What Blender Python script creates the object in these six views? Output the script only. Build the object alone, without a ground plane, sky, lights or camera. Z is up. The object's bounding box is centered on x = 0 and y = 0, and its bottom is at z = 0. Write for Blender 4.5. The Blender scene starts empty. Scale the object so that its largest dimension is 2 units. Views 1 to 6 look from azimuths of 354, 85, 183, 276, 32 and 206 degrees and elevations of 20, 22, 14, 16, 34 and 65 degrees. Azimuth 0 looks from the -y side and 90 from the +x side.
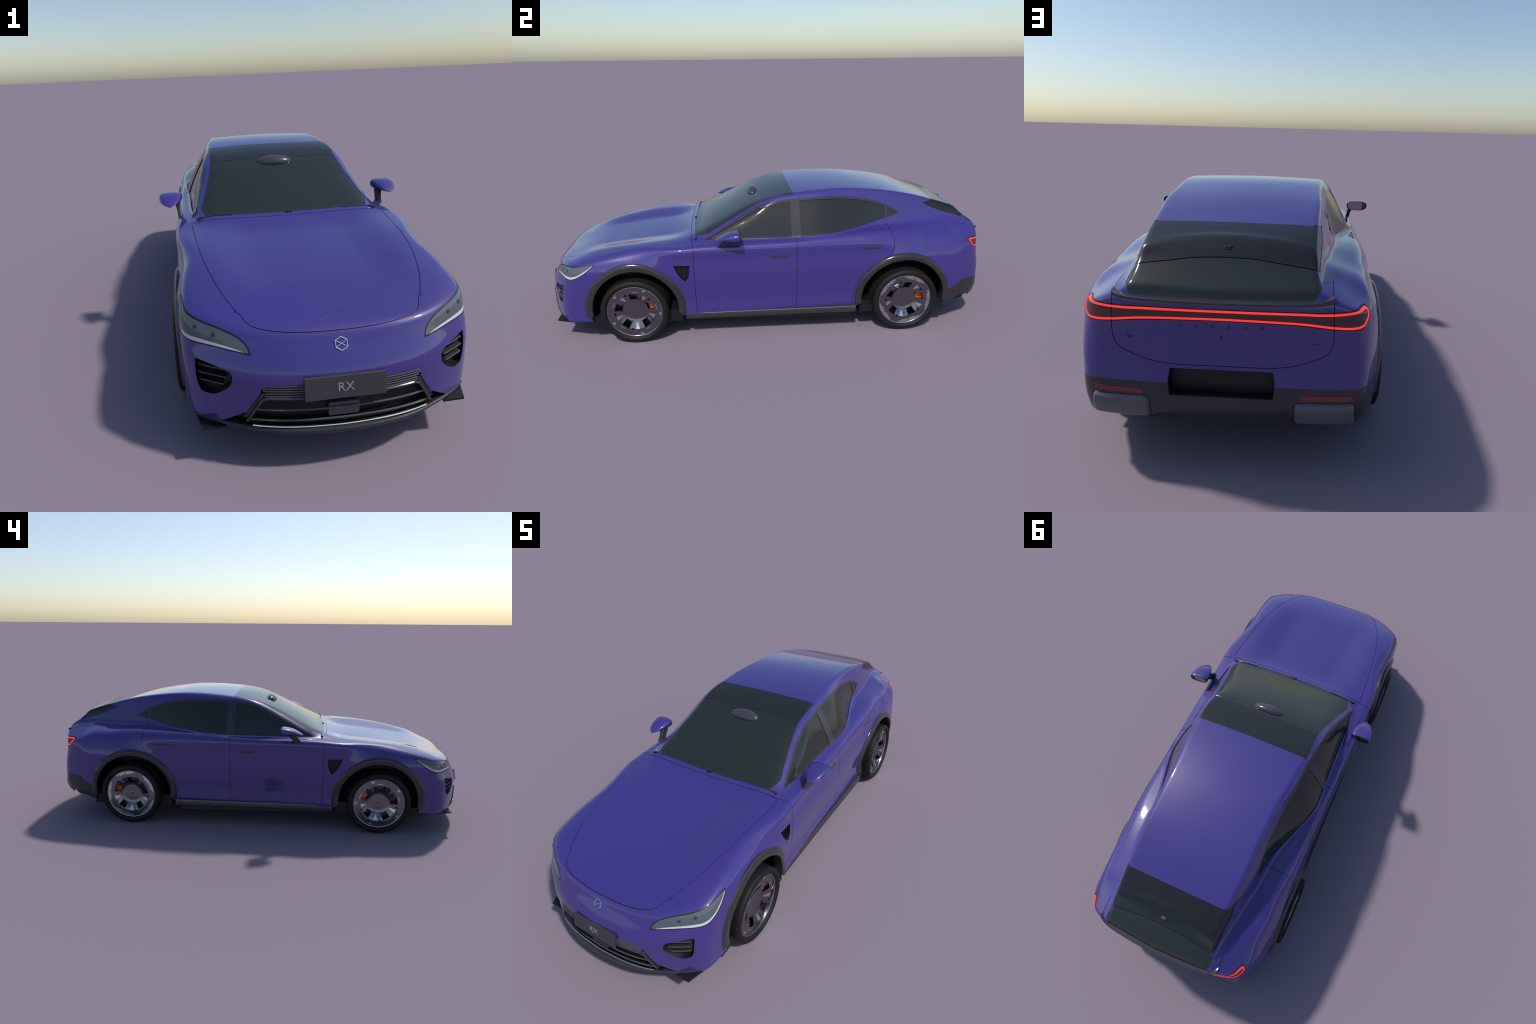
import numpy as np

# ------------------------------------------------------------------ splines
class Curve1D:
    """Natural cubic spline through control points, straight beyond its ends."""
    def __init__(self, *pts):
        p = np.array(pts, float)
        self.x, self.y = p[:, 0], p[:, 1]
        n = len(self.x)
        h = np.diff(self.x)
        A = np.zeros((n, n)); b = np.zeros(n)
        A[0, 0] = A[-1, -1] = 1
        for i in range(1, n - 1):
            A[i, i - 1], A[i, i], A[i, i + 1] = h[i - 1], 2 * (h[i - 1] + h[i]), h[i]
            b[i] = 6 * ((self.y[i + 1] - self.y[i]) / h[i] - (self.y[i] - self.y[i - 1]) / h[i - 1])
        self.m = np.linalg.solve(A, b); self.h = h
        self.d0 = (self.y[1] - self.y[0]) / h[0] - h[0] * self.m[1] / 6
        self.d1 = (self.y[-1] - self.y[-2]) / h[-1] + h[-1] * self.m[-2] / 6

    def __call__(self, t):
        t = np.asarray(t, float)
        c = np.clip(t, self.x[0], self.x[-1])
        i = np.clip(np.searchsorted(self.x, c) - 1, 0, len(self.h) - 1)
        h = self.h[i]; a = self.x[i + 1] - c; b = c - self.x[i]
        v = (self.m[i] * a ** 3 + self.m[i + 1] * b ** 3) / (6 * h) \
            + (self.y[i] / h - self.m[i] * h / 6) * a + (self.y[i + 1] / h - self.m[i + 1] * h / 6) * b
        return v + np.minimum(t - self.x[0], 0) * self.d0 + np.maximum(t - self.x[-1], 0) * self.d1

    def slope(self, t, e=1e-3):
        return (self(t + e) - self(t - e)) / (2 * e)


def step(a, b, t):
    t = np.clip((t - a) / (b - a), 0, 1)
    return t * t * (3 - 2 * t)


def smax(a, b, k):
    h = np.maximum(k - np.abs(a - b), 0) / k
    return np.maximum(a, b) + h * h * h * k / 6


def smin(a, b, k):
    return -smax(-a, -b, k)


# ------------------------------------------------------------- body profiles
# front: plan sweep of the nose (y offset over |x|) and its side profile (y offset over z)
NOSE_Y = -0.978
nose_plan = Curve1D((0, 0), (.09, .0045), (.18, .020), (.25, .0465), (.293, .070), (.333, .097), (.36, .123), (.42, .205))
nose_side_corner = Curve1D((.06, .010), (.09, .0), (.15, -.006), (.20, -.004), (.25, .003), (.284, .018), (.30, .0245), (.33, .0355), (.345, .047),
                           (.3534, .060), (.365, .09), (.38, .145), (.42, .34))
nose_side = Curve1D((.06, .010), (.09, .0), (.15, -.006), (.20, -.004), (.25, .002), (.284, .021), (.303, .035),
                    (.335, .066), (.350, .103), (.375, .19), (.42, .36))
# hood: height along the centre and along the fender crest (|x| = 0.31)
hood_mid = Curve1D((-.95, .328), (-.853, .3555), (-.77, .381), (-.708, .397), (-.6, .413), (-.504, .424), (-.4, .435), (-.3145, .444), (-.2, .455))
hood_crest = Curve1D((-.95, .318), (-.852, .352), (-.77, .383), (-.708, .399), (-.6, .413), (-.504, .4205), (-.4, .426), (-.327, .431), (-.2, .44))
# shoulder deck beside the cabin and over the rear haunches
deck_in = Curve1D((-.3, .443), (-.26, .441), (-.1, .442), (.13, .443), (.25, .449), (.35, .457), (.45, .466), (.6, .474), (.75, .478), (.88, .474), (.95, .4565), (1.0, .434))
deck_out = Curve1D((-.3, .430), (-.26, .431), (.13, .437), (.3, .447), (.5, .455), (.62, .450), (.75, .433), (.82, .422), (.86, .402), (.95, .375))
# body side: plan half width and vertical profiles
side_plan = Curve1D((-.95, .346), (-.85, .363), (-.786, .368), (-.65, .378), (-.58, .378), (-.45, .375), (-.35, .374), (-.2, .370),
                    (.05, .368), (.3, .366), (.45, .370), (.55, .381), (.62, .384), (.72, .382), (.82, .3715), (.88, .3665), (.95, .350), (1.0, .340))
side_front = Curve1D((.06, -.008), (.10, -.002), (.15, .0), (.22, .001), (.30, 0), (.33, -.003), (.353, -.009), (.38, -.022), (.41, -.048), (.45, -.095))
side_mid = Curve1D((.06, -.02), (.12, -.006), (.17, -.007), (.22, -.003), (.28, .003), (.33, .003), (.38, .0), (.415, 0), (.44, -.012), (.48, -.05), (.55, -.14))
side_rear = Curve1D((.06, -.03), (.10, -.012), (.15, -.004), (.21, 0), (.26, .001), (.30, -.003), (.36, -.012), (.39, -.023), (.42, -.036), (.45, -.055), (.5, -.10), (.55, -.16))
# tail
TAIL_Y = .986
tail_plan_high = Curve1D((0, 0), (.09, .003), (.18, .0085), (.2455, .0165), (.28, .029), (.305, .045), (.322, .066), (.345, .107), (.40, .235))
tail_plan_low = Curve1D((0, 0), (.125, .0), (.18, .0015), (.25, .007), (.295, .0145), (.309, .0205), (.33, .042), (.3484, .084), (.40, .25))
tail_side = Curve1D((.06, -.06), (.11, -.03), (.15, -.010), (.2, 0), (.25, -.005), (.29, -.0105), (.33, -.010), (.37, -.002), (.405, -.001), (.43, -.006), (.47, -.02))
# greenhouse
roof_mid = Curve1D((-.42, .385), (-.3145, .445), (-.2, .505), (-.1, .5525), (-.02, .585), (.05, .6045), (.123, .6165), (.2, .6235), (.3, .6270), (.4, .6245),
                   (.5, .6145), (.6, .5985), (.68, .5805), (.757, .560), (.82, .543), (.8757, .518), (.895, .503), (.94, .469), (.985, .432), (1.02, .40))
roof_drop = Curve1D((-.32, .0), (-.2, .008), (-.02, .004), (.123, .006), (.3, .006), (.5, .006), (.76, .004), (.9, .010), (.97, .006))
glass_base = Curve1D((-.33, .307), (-.267, .313), (-.1, .318), (.023, .3222), (.105, .326), (.17, .3315), (.243, .3335), (.32, .317), (.387, .298), (.4545, .2798), (.513, .270), (.60, .2640), (.68, .253), (.7663, .240), (.886, .2205), (1., .21))
glass_lean = Curve1D((-.3, .38), (.105, .38), (.243, .44), (.32, .40), (.387, .34), (.4545, .30), (.513, .28), (.6, .28), (.7663, .26), (.886, .22), (1., .2))
glass_bow = Curve1D((-.3, .95), (.105, .95), (.243, .95), (.32, .85), (.387, .7), (.4545, .45), (.513, .35), (.7663, .3), (.95, .2))


HOOD_DIP = .0165


def lower_top(ax, y):
    crest = hood_mid(y) + (hood_crest(y) - hood_mid(y)) * (ax / .31) ** 2
    s = ax - .215
    s = .5 * (s + np.sqrt(s * s + .03 ** 2))
    deck = deck_in(y) + (deck_out(y) - deck_in(y)) * s / .13
    dip = (1 - step(.13, .285, ax)) * step(-.85, -.66, y) * (1 - step(-.44, -.28, y))
    crest = crest - HOOD_DIP * dip
    w = step(-.36, -.24, y)
    return crest * (1 - w) + deck * w


def side_x(y, z):
    wf = 1 - step(-.62, -.36, y)
    wr = step(.40, .68, y)
    s = side_front(z) * wf + side_mid(z) * (1 - wf) * (1 - wr) + side_rear(z) * wr
    return side_plan(y) + s


def body(p):
    """Signed field of the closed body skin: negative inside."""
    ax = np.abs(p[..., 0]); y = p[..., 1]; z = p[..., 2]
    # lower body
    top = z - lower_top(ax, y)
    side = ax - side_x(y, z)
    wc = step(0, .30, ax)
    g = np.sqrt(1 + (nose_side.slope(z) * (1 - wc) + nose_side_corner.slope(z) * wc) ** 2 + nose_plan.slope(ax) ** 2)
    nose = (NOSE_Y + nose_plan(ax) + nose_side(z) * (1 - wc) + nose_side_corner(z) * wc - y) / g
    wt = step(.26, .42, z)
    tp = tail_plan_low(ax) * (1 - wt) + tail_plan_high(ax) * wt
    gt = np.sqrt(1 + (tail_plan_low.slope(ax) * (1 - wt) + tail_plan_high.slope(ax) * wt) ** 2)
    ts = tail_side(z) * (1 - .75 * step(.22, .33, ax) * step(.18, .24, z))
    tail = (y - (TAIL_Y - tp + ts)) / gt
    k = .031 - .001 * step(-.3, 0, y)
    low = smax(smax(top, nose, .014), side, k)
    low = smax(low, tail, .014)
    # greenhouse
    crest = .0035 * np.exp(-((y - .843 - .7 * ax * ax) / .018) ** 2)
    roof = z - (roof_mid(y) - roof_drop(y) * (ax / .24) ** 2 + crest)
    roof = roof / np.sqrt(1 + roof_mid.slope(y) ** 2)
    t = np.maximum(z - .45, -.02)
    gx = glass_base(y) - glass_lean(y) * t - glass_bow(y) * t * np.abs(t)
    green = smax(roof, (ax - gx) / 1.1, .020 + .07 * (1 - step(-.10, .07, y)))
    green = smax(smax(green, tail + .004, .01), .39 - z, .01)
    f = smin(low, green, .022)
    return smax(f, .085 - z, .02)


def normals(p, e=8e-4):
    g = np.stack([body(p + d) - body(p - d) for d in np.eye(3) * e], -1)
    return g / np.maximum(np.linalg.norm(g, axis=-1, keepdims=True), 1e-9)

# ------------------------------------------------------------- 2D curve tools
def dense(pts, closed=True, n=8):
    """Catmull-Rom through the points; a point given twice in a row is a sharp corner."""
    p = [np.array(q, float) for q in pts]
    runs, cur = [], [p[0]]
    for a, b in zip(p[:-1], p[1:]):
        if np.allclose(a, b):
            runs.append(cur); cur = [b]
        else:
            cur.append(b)
    runs.append(cur)
    if closed:
        if len(runs) == 1 and not np.allclose(p[0], p[-1]):
            q = runs[0]; m = len(q); out = []
            for i in range(m):
                out += _cr(q[i - 1], q[i], q[(i + 1) % m], q[(i + 2) % m], n)
            return np.array(out)
        if not np.allclose(p[0], p[-1]):
            runs[-1].append(p[0])
    out = []
    for q in runs:
        if len(q) < 2:
            continue
        for i in range(len(q) - 1):
            a = q[i - 1] if i > 0 else 2 * q[0] - q[1]
            d = q[i + 2] if i + 2 < len(q) else 2 * q[-1] - q[-2]
            out += _cr(a, q[i], q[i + 1], d, n)
        if not closed or q is runs[-1]:
            out.append(q[-1])
    out = np.array(out)
    keep = np.r_[True, np.linalg.norm(np.diff(out, axis=0), axis=1) > 1e-7]
    return out[keep]


def _cr(a, b, c, d, n):
    r = []
    for i in range(n):
        t = i / n
        r.append(.5 * (2 * b + (c - a) * t + (2 * a - 5 * b + 4 * c - d) * t * t + (3 * b - a - 3 * c + d) * t ** 3))
    return r


def line_distance(q, poly, closed=False, reach=.03):
    """Distance of 2D points to a polyline (points farther than reach get a large value)."""
    lo, hi = poly.min(0) - reach, poly.max(0) + reach
    m = np.all((q > lo) & (q < hi), axis=1)
    res = np.full(len(q), .5)
    idx = np.nonzero(m)[0]
    a = poly if closed else poly[:-1]
    b = np.roll(poly, -1, 0) if closed else poly[1:]
    ab = b - a; l2 = np.maximum((ab ** 2).sum(1), 1e-14)
    for s in range(0, len(idx), 20000):
        i = idx[s:s + 20000]
        ap = q[i][:, None, :] - a[None]
        t = np.clip((ap * ab).sum(2) / l2, 0, 1)
        res[i] = np.sqrt(((ap - t[..., None] * ab) ** 2).sum(2).min(1))
    return res


def area_distance(q, poly, reach=.03):
    """Signed distance to a closed outline: negative inside."""
    d = line_distance(q, poly, True, reach)
    lo, hi = poly.min(0), poly.max(0)
    idx = np.nonzero(np.all((q > lo) & (q < hi), axis=1))[0]
    a, b = poly, np.roll(poly, -1, 0)
    for s in range(0, len(idx), 20000):
        i = idx[s:s + 20000]
        y = q[i][:, 1][:, None]; x = q[i][:, 0][:, None]
        c = (a[:, 1] > y) != (b[:, 1] > y)
        dy = np.where(np.abs(b[:, 1] - a[:, 1]) < 1e-12, 1e-12, b[:, 1] - a[:, 1])
        xi = a[:, 0] + (y - a[:, 1]) * (b[:, 0] - a[:, 0]) / dy
        ins = ((c & (x < xi)).sum(1) % 2) == 1
        d[i] = np.where(ins, -d[i], d[i])
    return d


# projections of the skin into drawing planes
def to_side(p): return p[:, [1, 2]]
def to_top(p): return p[:, [0, 1]]
def to_face(p): return p[:, [0, 2]]
def to_lamp(p): return np.stack([.22 * np.arctan2(p[:, 0] - .15, -.70 - p[:, 1]), p[:, 2]], 1)
def to_tail(p): return np.stack([.20 * np.arctan2(p[:, 0] - .15, p[:, 1] - .80), p[:, 2]], 1)


# ------------------------------------------------------------------ the skin
class Skin:
    """Right half of the body skin as triangles that can be cut along curves."""
    def __init__(self, nx=70, ny=400, nz=120):
        ids, quads = {}, []
        def vid(i, j, k):
            return ids.setdefault((i, j, k), len(ids))
        for j in range(ny):
            for k in range(nz):
                quads.append([vid(nx, j, k), vid(nx, j + 1, k), vid(nx, j + 1, k + 1), vid(nx, j, k + 1)])
            for i in range(nx):
                quads.append([vid(i, j, nz), vid(i, j + 1, nz), vid(i + 1, j + 1, nz), vid(i + 1, j, nz)])
        for i in range(nx):
            for k in range(nz):
                for j in (0, ny):
                    quads.append([vid(i, j, k), vid(i + 1, j, k), vid(i + 1, j, k + 1), vid(i, j, k + 1)])
        key = np.array(list(ids.keys()), float)
        b = np.stack([.45 * key[:, 0] / nx, -1.05 + 2.1 * key[:, 1] / ny, .70 * key[:, 2] / nz], 1)
        o = np.stack([np.zeros(len(b)), .80 * b[:, 1], np.full(len(b), .30)], 1)
        lo, hi = np.zeros(len(b)), np.full(len(b), 1.3)
        for _ in range(22):
            m = (lo + hi) / 2
            ins = body(o + m[:, None] * (b - o)) < 0
            lo = np.where(ins, m, lo); hi = np.where(ins, hi, m)
        self.V = o + lo[:, None] * (b - o)
        self.V[key[:, 0] == 0, 0] = 0
        q = np.array(quads)
        self.T = np.concatenate([q[:, [0, 1, 2]], q[:, [0, 2, 3]]])
        self.N = normals(self.V)
        self._orient()

    def _orient(self):
        a, b, c = (self.V[self.T[:, i]] for i in range(3))
        fn = np.cross(b - a, c - a)
        flip = (fn * self.N[self.T].sum(1)).sum(1) < 0
        self.T[flip] = self.T[flip][:, [0, 2, 1]]

    def cut(self, f):
        f = np.where(np.abs(f) < 1e-7, 1e-7, f)
        pos = f > 0
        s = pos[self.T].sum(1)
        mixed = (s == 1) | (s == 2)
        if not mixed.any():
            return
        T = self.T[mixed]; st = pos[T]
        lone = np.where(s[mixed] == 1, np.argmax(st, 1), np.argmin(st, 1))
        r = np.arange(len(T))
        a, b, c = T[r, lone], T[r, (lone + 1) % 3], T[r, (lone + 2) % 3]
        e = np.concatenate([np.sort(np.stack([a, b], 1), 1), np.sort(np.stack([a, c], 1), 1)])
        u, inv = np.unique(e, axis=0, return_inverse=True); inv = inv.ravel()
        f0, f1 = f[u[:, 0]], f[u[:, 1]]
        t = (f0 / (f0 - f1))[:, None]
        P = self.V[u[:, 0]] * (1 - t) + self.V[u[:, 1]] * t
        nn = normals(P)
        P2 = P - nn * np.clip(body(P), -.004, .004)[:, None]
        P2[np.abs(P[:, 0]) < 1e-9, 0] = 0
        base = len(self.V)
        self.V = np.concatenate([self.V, P2]); self.N = np.concatenate([self.N, nn])
        ab, ac = base + inv[:len(T)], base + inv[len(T):]
        new = np.concatenate([np.stack([a, ab, ac], 1), np.stack([ab, b, c], 1), np.stack([ab, c, ac], 1)])
        self.T = np.concatenate([self.T[~mixed], new])

    def centres(self):
        return self.V[self.T].mean(1), self.N[self.T].mean(1)


# --------------------------------------------------- outlines drawn on the body
window_line = dense([(-.2691, .4382), (-.2691, .4382), (-.1967, .4771), (-.1069, .5264), (-.0175, .5686), (.049, .5854), (.1093, .5908), (.228, .5956), (.3335, .593),
                     (.4358, .5792), (.5063, .5605), (.5577, .5389), (.6, .5125), (.6, .5125), (.5974, .5054), (.5974, .5054), (.5282, .4898), (.4307, .4686), (.3325, .4571),
                     (.2388, .4510), (.1461, .4436), (.1047, .4423), (-.0678, .4420), (-.1982, .4417)])
pane_front = dense([(-.2580, .4405), (-.2580, .4405), (-.1524, .4934), (-.0629, .5398), (-.0183, .5598), (.0482, .5746), (.1062, .5806), (.1062, .5806), (.1052, .430), (.1052, .430),
                    (-.0676, .430), (-.2560, .430), (-.2560, .430)])
pane_rear = dense([(.1456, .5833), (.1456, .5833), (.227, .5869), (.3419, .5827), (.4353, .571), (.5295, .5444), (.5295, .5444), (.5307, .4920), (.5307, .4920), (.5307, .480), (.5307, .480), (.4311, .4590), (.3329, .4450), (.2392, .4380), (.1466, .430), (.1466, .430)])
pane_quarter = dense([(.5430, .538), (.5430, .538), (.5903, .5114), (.5903, .5114), (.5426, .4975), (.5426, .4975)])
door_front_edge = dense([(-.3215, .4380), (-.3194, .4329), (-.3128, .4115), (-.3143, .3669), (-.3156, .275), (-.3134, .105)], False)
door_mid_edge = dense([(.1263, .4425), (.1244, .3899), (.1253, .2725), (.1253, .105)], False)
door_rear_edge = dense([(.5401, .4880), (.5400, .4637), (.5403, .4506), (.5479, .4209), (.5437, .3774), (.5168, .3513), (.4522, .3062), (.402, .2443), (.3794, .1783), (.3784, .105)], False)
fuel_flap = [dense(a, False) for a in ([(.6891, .4016), (.6910, .427), (.6921, .427), (.7048, .4325)], [(.775, .4275), (.785, .4259), (.797, .4159), (.796, .405)],
                                       [(.794, .402), (.7932, .3978), (.7802, .3851), (.770, .385)], [(.710, .386), (.6984, .3873), (.6891, .3950), (.6885, .403)])]
vent_line = dense([(-.3997, .3500), (-.3997, .3500), (-.3328, .3485), (-.3328, .3485), (-.3382, .3052), (-.3460, .288), (-.3555, .2781), (-.3555, .2781), (-.3725, .2955), (-.3889, .322)])
ws_line = dense([(-.06, -.3165), (-.06, -.3165), (.06, -.3165), (.14, -.314), (.2656, -.3018), (.2656, -.3018), (.2745, -.2940), (.2872, -.2480), (.2860, -.2400), (.2730, -.1985), (.2580, -.135), (.2510, -.106), (.2434, -.061), (.2368, -.0215), (.2368, -.0215), (.12, -.0215), (-.06, -.0215), (-.06, -.0215)])
roof_glass = dense([(-.06, -.0220), (-.06, -.0220), (.2372, -.0220), (.2372, -.0220), (.2378, .05), (.2387, .123), (.2387, .123), (.12, .121), (-.06, .120), (-.06, .120)])
tail_glass = dense([(-.06, .897), (-.06, .897), (0, .897), (.07, .899), (.136, .906), (.200, .911), (.200, .911), (.213, .925), (.2185, .943), (.2135, .960), (.202, .9720), (.18, .9765), (.10, .9835), (.05, .9870), (-.06, .9885), (-.06, .9885)])
spoiler_area = dense([(-.06, .765), (-.06, .765), (.206, .765), (.206, .765), (.205, .80), (.200, .86), (.205, .90), (.209, .910), (.209, .910), (.200, .9130), (.136, .908), (.07, .901), (-.06, .899), (-.06, .899)])
pillar_flap = dense([(.7105, .5465), (.7105, .5465), (.7473, .553), (.765, .556), (.80, .558), (.80, .558), (.90, .53), (.94, .49), (.94, .49), (.897, .474), (.897, .474), (.8835, .4795), (.797, .5065), (.7446, .5285)])
hood_edge = dense([(.3215, -.3310), (.3145, -.43), (.3090, -.49), (.3010, -.57), (.2905, -.64), (.2800, -.69), (.2590, -.770), (.2292, -.8426), (.2292, -.8426), (.2200, -.8555), (.2093, -.8793), (.197, -.8935), (.1751, -.9055),
                   (.1415, -.9153), (.0957, -.9218), (.03, -.9248), (-.03, -.9248)], False)
hood_back = dense([(-.03, -.3345), (.06, -.334), (.15, -.331), (.25, -.327), (.318, -.3245)], False)
fascia_tick = dense([(.2275, -.8395), (.2330, -.8475)], False)
lamp3d = np.array([(.2050, -.933, .2855), (.2050, -.933, .2855), (.2154, -.9194, .3095), (.238, -.904, .3262), (.270, -.881, .337), (.305, -.854, .344), (.3286, -.828, .3495), (.340, -.801, .354), (.3465, -.767, .3605),
                   (.352, -.733, .3648), (.356, -.7275, .3625), (.3590, -.7300, .3575), (.364, -.747, .3446), (.3658, -.7693, .327), (.362, -.796, .3105), (.354, -.823, .2985), (.339, -.8503, .2955), (.3155, -.875, .2952), (.286, -.894, .294), (.2415, -.917, .2900)])
lamp_line = dense(to_lamp(lamp3d))
drl3d = np.array([(.2065, -.9320, .2866), (.2478, -.9112, .2975), (.2926, -.8856, .3038), (.325, -.861, .3066), (.345, -.832, .3085), (.3572, -.805, .3165), (.3614, -.777, .3318), (.3606, -.752, .3474), (.3575, -.738, .3572)])
drl_line = np.concatenate([dense(to_lamp(drl3d), False), [(.40, .36), (.40, .26), (.02, .26)]])
fog_line = dense([(.3340, .2560), (.3290, .2614), (.297, .2567), (.2614, .2474), (.252, .237), (.253, .2214), (.2642, .2043), (.2907, .1845), (.3142, .1815), (.3270, .188), (.3335, .2144)])
grille_line = dense([(-.06, .2240), (-.06, .2240), (.1755, .2240), (.1755, .2240), (.1905, .208), (.1905, .208), (.1905, .2020), (.1905, .2020), (.2335, .134), (.2335, .134), (.2385, .113), (.2385, .113), (.233, .095), (.233, .095), (-.06, .095), (-.06, .095)])
tail3d = np.array([(-.06, .9892, .4088), (-.06, .9892, .4088), (.0985, .9843, .407), (.1844, .9786, .4066), (.246, .968, .4052), (.2717, .9575, .4052), (.295, .9395, .4055), (.3096, .9125, .4056), (.3163, .9011, .4045), (.3205, .8930, .4025), (.3205, .8930, .4025), (.3262, .9000, .3905),
                   (.3245, .9120, .3765), (.3160, .9270, .3640), (.3030, .9390, .3590), (.2835, .9500, .3598), (.2465, .966, .3646), (.187, .976, .3725), (.0997, .9827, .3776), (-.06, .988, .3815), (-.06, .988, .3815)])
tail_line = dense(to_tail(tail3d))
tail_red = dense(to_tail(np.array([(-.06, .989, .4035), (.0985, .9847, .4020), (.1845, .979, .4010), (.2462, .968, .3990), (.2719, .958, .3990), (.2979, .938, .3992), (.3100, .9200, .3998), (.3180, .9040, .3985), (.3220, .9060, .3910), (.3190, .9190, .3760), (.3090, .9320, .3658),
                                   (.2825, .949, .3648), (.2463, .9668, .3696), (.1863, .977, .3778), (.0993, .9838, .3826), (-.06, .9896, .3860)])), False)
hatch_low = dense([(.2455, .428), (.2456, .405), (.2475, .3642), (.2480, .3387), (.245, .3205), (.2350, .3055), (.2147, .2943), (.1695, .2790), (.1253, .2720), (.0816, .2703), (-.03, .2703)], False)
hatch_top = dense([(.2450, .8842), (.2447, .9486), (.2455, .9700)], False)
plate_hole = dense([(-.06, .2615), (-.06, .2615), (.1165, .2615), (.1165, .2615), (.1212, .231), (.1212, .231), (.1180, .197), (.1180, .197), (-.06, .197), (-.06, .197)])
bumper_split_side = lambda y: np.interp(y, [.80, .8187, .8746, .93, .967, .99], [.166, .181, .2218, .2225, .2245, .2280])
bottom_edge = Curve1D((-1.0, .100), (-.786, .1025), (-.70, .105), (-.36, .114), (.39, .116), (.70, .108), (.8175, .1105), (.874, .1370), (.95, .1385), (1.0, .149))
ARCH = {"front": (-.5735, .150, .214, .183), "rear": (.6015, .153, .2135, .184)}
valance_seam = dense([(.8746, .2218), (.8700, .10)], False)
spoiler_seam = dense([(-.03, .897), (0, .897), (.07, .899), (.136, .906), (.200, .911)], False)
pipe_line = dense([(.1640, .1755), (.1640, .1430), (.1640, .1430), (.1660, .1340), (.1760, .1290), (.1760, .1290), (.2950, .1270), (.2950, .1270), (.3060, .1310), (.3080, .1400), (.3080, .1400), (.3045, .1780), (.3045, .1780), (.3000, .1875), (.2920, .1910), (.2920, .1910), (.1790, .1920), (.1790, .1920), (.1680, .1880)])
GAP = .00095


def gate(m, f):
    return np.where(m, f, .5)


def line_side(q, poly, reach=.02):
    """Distance to an open polyline, negative on its left side; large beyond reach."""
    lo, hi = poly.min(0) - reach, poly.max(0) + reach
    idx = np.nonzero(np.all((q > lo) & (q < hi), axis=1))[0]
    res = np.full(len(q), .5)
    a, ab = poly[:-1], np.diff(poly, axis=0)
    l2 = np.maximum((ab ** 2).sum(1), 1e-14)
    for s in range(0, len(idx), 20000):
        i = idx[s:s + 20000]
        ap = q[i][:, None, :] - a[None]
        t = np.clip((ap * ab).sum(2) / l2, 0, 1)
        d = ((ap - t[..., None] * ab) ** 2).sum(2)
        k = d.argmin(1); r = np.arange(len(i))
        cr = ab[k, 0] * ap[r, k, 1] - ab[k, 1] * ap[r, k, 0]
        res[i] = np.where(np.sqrt(d[r, k]) < reach, np.sqrt(d[r, k]) * np.where(cr > 0, -1, 1), .5)
    return res


def _on_door(p, n): return (n[:, 0] > .02) & (p[:, 0] > .235) & (p[:, 2] < .492)
def _on_hood(p, n): return (p[:, 2] > .25) & (p[:, 1] < -.28) & (n[:, 2] > .1)
def _on_tail(p, n): return (p[:, 1] > .85) & (n[:, 1] > .3) & (p[:, 2] < .43)


SHUT_LINES = [(door_front_edge, to_side, _on_door), (door_mid_edge, to_side, _on_door), (door_rear_edge, to_side, _on_door),
              (valance_seam, to_side, lambda p, n: (p[:, 1] > .84) & (p[:, 0] > .25) & (n[:, 0] > .3)),
              (hood_edge, to_top, _on_hood), (hood_back, to_top, _on_hood), (fascia_tick, to_top, _on_hood), (hatch_low, to_face, _on_tail),
              (hatch_top, to_top, lambda p, n: (p[:, 1] > .85) & (n[:, 2] > .3)),
              (spoiler_seam, to_top, lambda p, n: (p[:, 1] > .85) & (n[:, 2] > .3))]


def _glassy(p, n): return (n[:, 0] > .30) & (p[:, 2] > .42)
def _front(p): return (p[:, 1] < -.70) & (p[:, 2] < .42)


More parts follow.
